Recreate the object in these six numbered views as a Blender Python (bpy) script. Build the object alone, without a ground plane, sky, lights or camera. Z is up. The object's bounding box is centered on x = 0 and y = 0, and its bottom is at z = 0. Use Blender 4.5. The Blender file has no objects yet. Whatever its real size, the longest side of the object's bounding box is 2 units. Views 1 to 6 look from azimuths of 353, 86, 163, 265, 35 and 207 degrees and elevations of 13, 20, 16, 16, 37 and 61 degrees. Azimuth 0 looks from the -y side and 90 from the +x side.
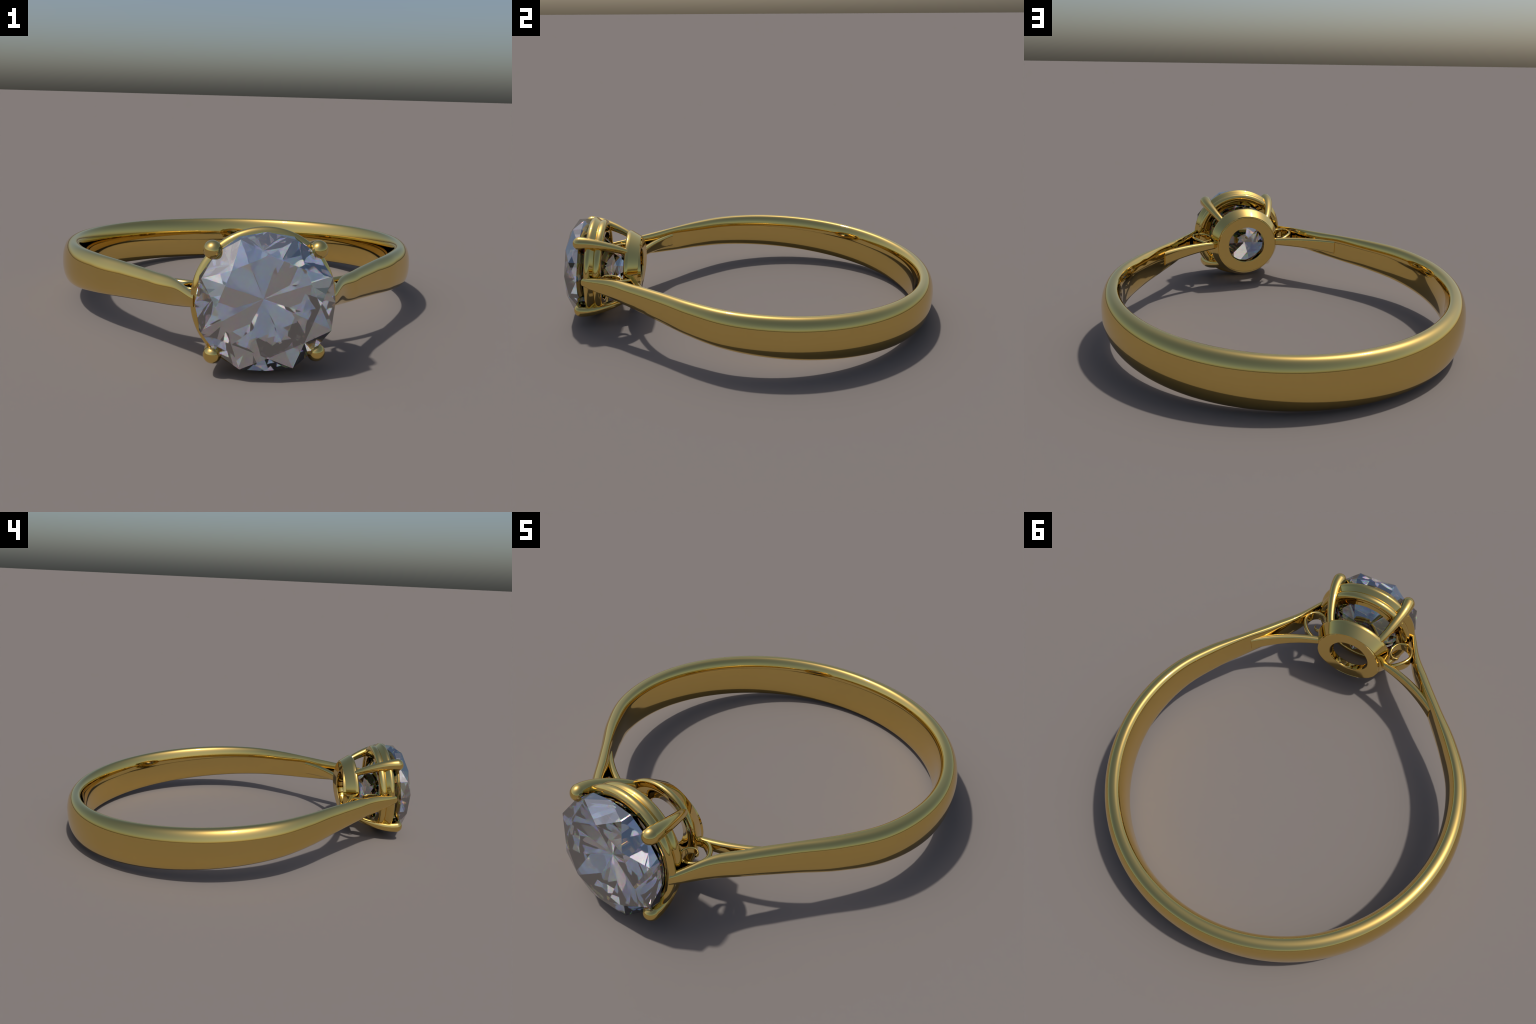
"""Solitaire ring lying on its side: gold band with split cathedral shoulders, scroll
ornaments in the forks, four-prong basket setting and one round brilliant stone.

Everything is modelled in the ring's own frame (finger axis = z, head towards -y,
mirror planes x = 0 and z = 0) and then laid down: the ring rests on the wide head and
on the back of the band, so it leans by LEAN about x."""
import bpy, bmesh, math
from math import sin, cos, pi, radians, sqrt, atan2, hypot
from mathutils import Vector, Matrix

LEAN = 0.0807                 # tilt of the finger axis (radians)
LIFT = 0.1972                 # height of the ring's own origin above the ground
SHIFT_Y = 0.0
LAY = Matrix.Translation((0, SHIFT_Y, LIFT)) @ Matrix.Rotation(-LEAN, 4, 'X')

# ------------------------------------------------------------------ helpers
def spline(xk, yk, x):
    """Smooth curve through (xk, yk), flat at its first knot."""
    n = len(xk)
    if x <= xk[0]: return yk[0]
    if x >= xk[-1]: return yk[-1]
    h = [xk[i+1]-xk[i] for i in range(n-1)]
    d = [(yk[i+1]-yk[i])/h[i] for i in range(n-1)]
    m = [0.0]+[(d[i-1]*h[i]+d[i]*h[i-1])/(h[i]+h[i-1]) for i in range(1, n-1)]+[d[-1]]
    i = 0
    while x > xk[i+1]: i += 1
    t = (x-xk[i])/h[i]
    return ((2*t**3-3*t**2+1)*yk[i]+(t**3-2*t**2+t)*h[i]*m[i]
            + (-2*t**3+3*t**2)*yk[i+1]+(t**3-t**2)*h[i]*m[i+1])

def make(name, verts, faces, mat, parent, smooth=None):
    me = bpy.data.meshes.new(name)
    me.from_pydata([LAY @ Vector(v) for v in verts], [], faces)
    bm = bmesh.new(); bm.from_mesh(me)
    bmesh.ops.remove_doubles(bm, verts=bm.verts, dist=1e-6)
    bmesh.ops.recalc_face_normals(bm, faces=bm.faces)
    bm.to_mesh(me); bm.free()
    me.materials.append(mat)
    ob = bpy.data.objects.new(name, me)
    bpy.context.scene.collection.objects.link(ob)
    ob.parent = parent
    if smooth is not None:
        me.polygons.foreach_set('use_smooth', [True]*len(me.polygons))
        me.set_sharp_from_angle(angle=radians(smooth))
    return ob

def loft(sections, closed_path=False, caps=True):
    """Skin a list of closed cross-sections with equal point counts."""
    n = len(sections[0]); v = [p for s in sections for p in s]; f = []
    m = len(sections)
    for i in range(m if closed_path else m-1):
        a, b = i*n, ((i+1) % m)*n
        for j in range(n):
            k = (j+1) % n
            f.append((a+j, a+k, b+k, b+j))
    if caps and not closed_path:
        f.append(tuple(range(n))); f.append(tuple(range((m-1)*n, m*n)))
    return v, f

def arc(cx, cy, rx, ry, a0, a1, n):
    return [(cx+rx*cos(radians(a0+(a1-a0)*i/n)), cy+ry*sin(radians(a0+(a1-a0)*i/n))) for i in range(n+1)]

def revolve(profile, n, adjust=None):
    """Spin a closed (radius, y) outline about the head's axis (y)."""
    secs = []
    for i in range(n):
        a = 2*pi*i/n
        s = []
        for r, y in profile:
            x, z = r*cos(a), r*sin(a)
            s.append((x, adjust(x, y, z) if adjust else y, z))
        secs.append(s)
    return loft(secs, closed_path=True)

# ------------------------------------------------------------------ materials
CLEAR = (.90, .91, .94)
IORS = (2.412, 2.417, 2.422)
def gold_material():
    m = bpy.data.materials.new('polished_yellow_gold'); m.use_nodes = True
    nt = m.node_tree; b = nt.nodes['Principled BSDF']
    b.inputs['Metallic'].default_value = 1.0
    tc = nt.nodes.new('ShaderNodeTexCoord')
    nz = nt.nodes.new('ShaderNodeTexNoise'); nz.inputs['Scale'].default_value = 3.0
    nz.inputs['Detail'].default_value = 2.0
    nt.links.new(tc.outputs['Object'], nz.inputs['Vector'])
    cr = nt.nodes.new('ShaderNodeValToRGB')
    cr.color_ramp.elements[0].position = 0.3; cr.color_ramp.elements[0].color = (0.795, 0.570, 0.178, 1)
    cr.color_ramp.elements[1].position = 0.7; cr.color_ramp.elements[1].color = (0.805, 0.582, 0.186, 1)
    nt.links.new(nz.outputs['Fac'], cr.inputs['Fac'])
    nt.links.new(cr.outputs['Color'], b.inputs['Base Color'])
    b.inputs['Roughness'].default_value = 0.03
    return m

def stone_material():
    """Colourless stone with fire: one glass per colour, each with its own refraction."""
    m = bpy.data.materials.new('clear_faceted_stone'); m.use_nodes = True
    nt = m.node_tree; nt.nodes.remove(nt.nodes['Principled BSDF'])
    out = nt.nodes['Material Output']
    last = None
    for colour, ior in (((CLEAR[0], 0, 0, 1), IORS[0]), ((0, CLEAR[1], 0, 1), IORS[1]), ((0, 0, CLEAR[2], 1), IORS[2])):
        g = nt.nodes.new('ShaderNodeBsdfGlass')
        g.inputs['Color'].default_value = colour
        g.inputs['Roughness'].default_value = 0.0
        g.inputs['IOR'].default_value = ior
        if last is None:
            last = g.outputs[0]
        else:
            a = nt.nodes.new('ShaderNodeAddShader')
            nt.links.new(last, a.inputs[0]); nt.links.new(g.outputs[0], a.inputs[1])
            last = a.outputs[0]
    clear = nt.nodes.new('ShaderNodeBsdfPrincipled')
    clear.inputs['Base Color'].default_value = (.86, .87, .90, 1)
    clear.inputs['Transmission Weight'].default_value = 1.0
    clear.inputs['Roughness'].default_value = 0.0
    clear.inputs['IOR'].default_value = IORS[1]
    mix = nt.nodes.new('ShaderNodeMixShader'); mix.inputs[0].default_value = .3
    nt.links.new(clear.outputs[0], mix.inputs[1]); nt.links.new(last, mix.inputs[2])
    polish = nt.nodes.new('ShaderNodeBsdfGlossy')          # mirror polish of the outer facets
    polish.inputs['Color'].default_value = (.95, .95, .97, 1)
    polish.inputs['Roughness'].default_value = 0.0
    top = nt.nodes.new('ShaderNodeMixShader'); top.inputs[0].default_value = .2
    nt.links.new(mix.outputs[0], top.inputs[1]); nt.links.new(polish.outputs[0], top.inputs[2])
    nt.links.new(top.outputs[0], out.inputs['Surface'])
    return m

GOLD = gold_material()
STONE = stone_material()

# ------------------------------------------------------------------ the thing
ring = bpy.data.objects.new('solitaire_ring', None)
bpy.context.scene.collection.objects.link(ring)
ring.empty_display_size = 0.2
ring['label'] = 'yellow gold solitaire ring with one large round diamond'
ring['category'] = 'finger ring'

# ------------------------------------------------------------------ band with shoulders
CY = 0.1445                   # centre of the finger hole
TURN = (0, 35, 70, 95, 112, 126, 140, 152, 160, 166)       # degrees from the back
RHO = (.8585, .8622, .8602, .8568, .8495, .8350, .8415, .8950, .9630, 1.0650)   # crown of the dome
TURN_H = (0, 45, 80, 105, 125, 140, 152, 160, 166)
HALF = (.1155, .1147, .1080, .0978, .0855, .0737, .0615, .0508, .0262)          # half width
TURN_E = (0, 50, 90, 112, 126, 140, 152, 160, 166)
DOME = (.0565, .0585, .0530, .0480, .0420, .0385, .0380, .0370, .0290)          # height of the dome over the rims
TURN_B = (0, 40, 95, 112, 128, 140, 150, 166)
BULGE = (.0410, .0415, .0410, .0380, .0315, .0195, .0230, .0110)   # comfort fit: inside swells towards the finger
FORK = 141.0                  # where the inner support arm leaves the band

def band_section(phi):
    a = abs(phi)
    rho, h = spline(TURN, RHO, a), spline(TURN_H, HALF, a)
    e, b = rho-spline(TURN_E, DOME, a), spline(TURN_B, BULGE, a)
    pts = []
    N = 40
    for i in range(N+1):                       # domed outside, top rim to bottom rim
        s = pi/2-pi*i/N
        z = h*math.copysign(abs(sin(s))**.88, s)
        pts.append((e+(rho-e)*max(cos(s), 0)**.88, z))
    for i in range(1, N):                      # inside, bottom rim to top rim
        s = -pi/2+pi*i/N
        z = h*math.copysign(abs(sin(s))**.75, s)
        pts.append((e-b*max(cos(s), 0)**.75, z))
    s, c = sin(radians(phi)), cos(radians(phi))
    return [(r*s, CY+r*c, z) for r, z in pts]

NB = 332
secs = [band_section(-166+332*i/NB) for i in range(NB+1)]
v, f = loft(secs)
band = make('band', v, f, GOLD, ring, 50)

# ------------------------------------------------------------------ support arms in the forks
def bar(path, size, n=6, corner=.4):
    """Rounded bar: path = [(x, y, nx, ny)], size = [(half thickness, half height)]."""
    secs = []
    for (x, y, nx, ny), (t, h) in zip(path, size):
        c = min(t, h)*corner*1.6
        s = []
        for sx, sz, a0 in ((1, 1, 0), (-1, 1, 90), (-1, -1, 180), (1, -1, 270)):
            for u, w in arc(sx*(t-c), sz*(h-c), c, c, a0, a0+90, n):
                s.append((x+nx*u, y+ny*u, w))
        secs.append(s)
    return loft(secs)

for side in (1, -1):
    path, size = [], []
    for i in range(31):
        k = i/30
        phi = FORK+(169-FORK)*k
        r = .7980+.0095*k
        s, c = side*sin(radians(phi)), cos(radians(phi))
        path.append((r*s, CY+r*c, s, c))
        size.append((.0158, .041-.021*k))
    v, f = bar(path, size, corner=.58)
    make('support_arm', v, f, GOLD, band, 40)

# ------------------------------------------------------------------ scrolls
SCROLL = [(.188, -.634), (.217, -.639), (.250, -.655), (.280, -.684), (.296, -.722), (.286, -.764),
          (.252, -.786), (.212, -.778), (.190, -.745), (.192, -.712), (.213, -.694), (.234, -.700), (.237, -.718)]
def catmull(P, m):
    out = []
    Q = [P[0]]+list(P)+[P[-1]]
    for i in range(1, len(Q)-2):
        for j in range(m):
            t = j/m
            out.append(tuple(.5*(2*Q[i][k]+(Q[i+1][k]-Q[i-1][k])*t+(2*Q[i-1][k]-5*Q[i][k]+4*Q[i+1][k]-Q[i+2][k])*t*t
                       + (3*Q[i][k]-Q[i-1][k]-3*Q[i+1][k]+Q[i+2][k])*t**3) for k in range(len(P[0]))))
    return out+[tuple(P[-1])]
line = catmull(SCROLL, 8)
for side in (1, -1):
    path, size = [], []
    for i, (x, y) in enumerate(line):
        a, b = line[max(i-1, 0)], line[min(i+1, len(line)-1)]
        dx, dy = b[0]-a[0], b[1]-a[1]; l = hypot(dx, dy)
        k = i/(len(line)-1)
        path.append((side*x, y, side*dy/l, -dx/l))
        size.append((.0112-.0080*k, spline((0, .25, .5, .75, 1), (.016, .033, .030, .018, .005), k)))
    v, f = bar(path, size, corner=.6)
    make('scroll', v, f, GOLD, band, 50)

# ------------------------------------------------------------------ setting
gallery_profile = (arc(.2400, -.8605, .0258, .0205, -110, 40, 14)          # front bead, outside
                   + arc(.2355, -.8150, .0190, .0215, -50, 88, 12)        # back bead
                   + [(.224, -.7945), (.221, -.799), (.2185, -.8000), (.210, -.8000), (.190, -.799), (.186, -.802),
                      (.185, -.808), (.189, -.838), (.222, -.876)])
v, f = revolve(gallery_profile, 128)
gallery = make('gallery_ring', v, f, GOLD, ring, 35)

R_CUT = .7575                 # the collet's back is cut by the finger hole
BACK = -.50                   # profile points near this depth follow the cut
def finger_cut(x, y, z):
    return y if y < -.55 else max(CY-sqrt(R_CUT**2-x*x), -.6110)-(BACK-y)
collet_profile = ([(.172, -0.6815)]
                  + arc(.1925, -0.6735, .0110, .0110, -105, 20, 10)
                  + [(.2018, -0.6635), (.2004, -0.6610), (.1750, -0.6140), (.1732, -0.6115), (.1700, -0.6113),
                     (.1690, BACK-.0012), (.1675, BACK-.0004), (.1660, BACK), (.1620, BACK)]
                  + [(.1130, BACK), (.1085, BACK), (.1065, BACK-.0012), (.1055, BACK-.004), (.1055, BACK-.007), (.1055, -0.6445), (.112, -0.6515), (.150, -0.6685), (.166, -0.6800)])
v, f = revolve(collet_profile, 128, finger_cut)
make('collet', v, f, GOLD, gallery, 35)

PRONG = [(.166, -.652, .0180), (.184, -.673, .0185), (.206, -.705, .0195), (.2265, -.745, .0220), (.245, -.790, .0250),
         (.2595, -.835, .0280), (.2665, -.875, .0310), (.2665, -.904, .0335)]
pl = catmull(PRONG, 6)
end_r = pl[-1][2]
for k in range(1, 13):         # rounded tip leaning over the stone
    a = pi/2*k/12
    pl.append((pl[len(PRONG)*6-6][0]-.004*k/12, PRONG[-1][1]-end_r*1.06*sin(a), end_r*max(cos(a), .02)))
for qd in range(4):
    ang = radians(45+90*qd)
    secs = []
    for i, (r, y, w) in enumerate(pl):
        a, b = pl[max(i-1, 0)], pl[min(i+1, len(pl)-1)]
        if i > 42: a, b = pl[36], pl[42]
        dr, dy = b[0]-a[0], b[1]-a[1]; l = hypot(dr, dy); nr, ny = -dy/l, dr/l
        s = []
        for j in range(28):
            t = 2*pi*j/28
            rr, yy, tt = r+nr*w*cos(t), y+ny*w*cos(t), w*sin(t)
            s.append((rr*cos(ang)-tt*sin(ang), yy, rr*sin(ang)+tt*cos(ang)))
        secs.append(s)
    v, f = loft(secs)
    make('prong', v, f, GOLD, gallery, 45)

# ------------------------------------------------------------------ the stone
Y_TABLE, R_TABLE = -.9880, .182
R_UPPER, Y_UPPER = .2495, -.9545       # girdle corners between the kites
R_TIP, Y_TIP = .2520, -.9140           # lower tips of the kites
R_LOW, Y_LOW = .2545, -.9105           # foot of the girdle below the upper corners
Y_CULET, R_BREAK = -.662, .11          # point of the pavilion; where its main facets stop touching
def ringpts(r, y, a0):
    return [(r*cos(radians(a0+45*i)), y, r*sin(radians(a0+45*i))) for i in range(8)]
V, F = [], []
def put(p):
    V.extend(p); return list(range(len(V)-len(p), len(V)))
T = put(ringpts(R_TABLE, Y_TABLE, 0))
U = put(ringpts(R_UPPER, Y_UPPER, 22.5))
L = put(ringpts(R_TIP, Y_TIP, 0))
W = put(ringpts(R_LOW, Y_LOW, 22.5))
C = put([(0, Y_CULET, 0)])[0]
B = put(ringpts(R_BREAK, Y_CULET+R_BREAK*cos(radians(22.5))*(Y_TIP-Y_CULET)/R_TIP, 22.5))
F.append(tuple(T))
for i in range(8):
    j, p = (i+1) % 8, (i-1) % 8
    F.append((T[i], T[j], U[i]))                     # star facet
    F.append((T[i], U[i], L[i], U[p]))               # kite
    F.append((U[i], L[i], W[i])); F.append((U[i], W[i], L[j]))   # girdle
    F.append((C, B[i], L[i], B[p]))                  # pavilion main
    F.append((B[i], L[i], W[i])); F.append((B[i], W[i], L[j]))   # lower halves
stone = make('diamond', V, F, STONE, ring)
me = stone.data                                      # every facet is polished as one flat
me.polygons.foreach_set('use_smooth', [True]*len(me.polygons))
me.normals_split_custom_set([tuple(p.normal) for p in me.polygons for _ in p.loop_indices])
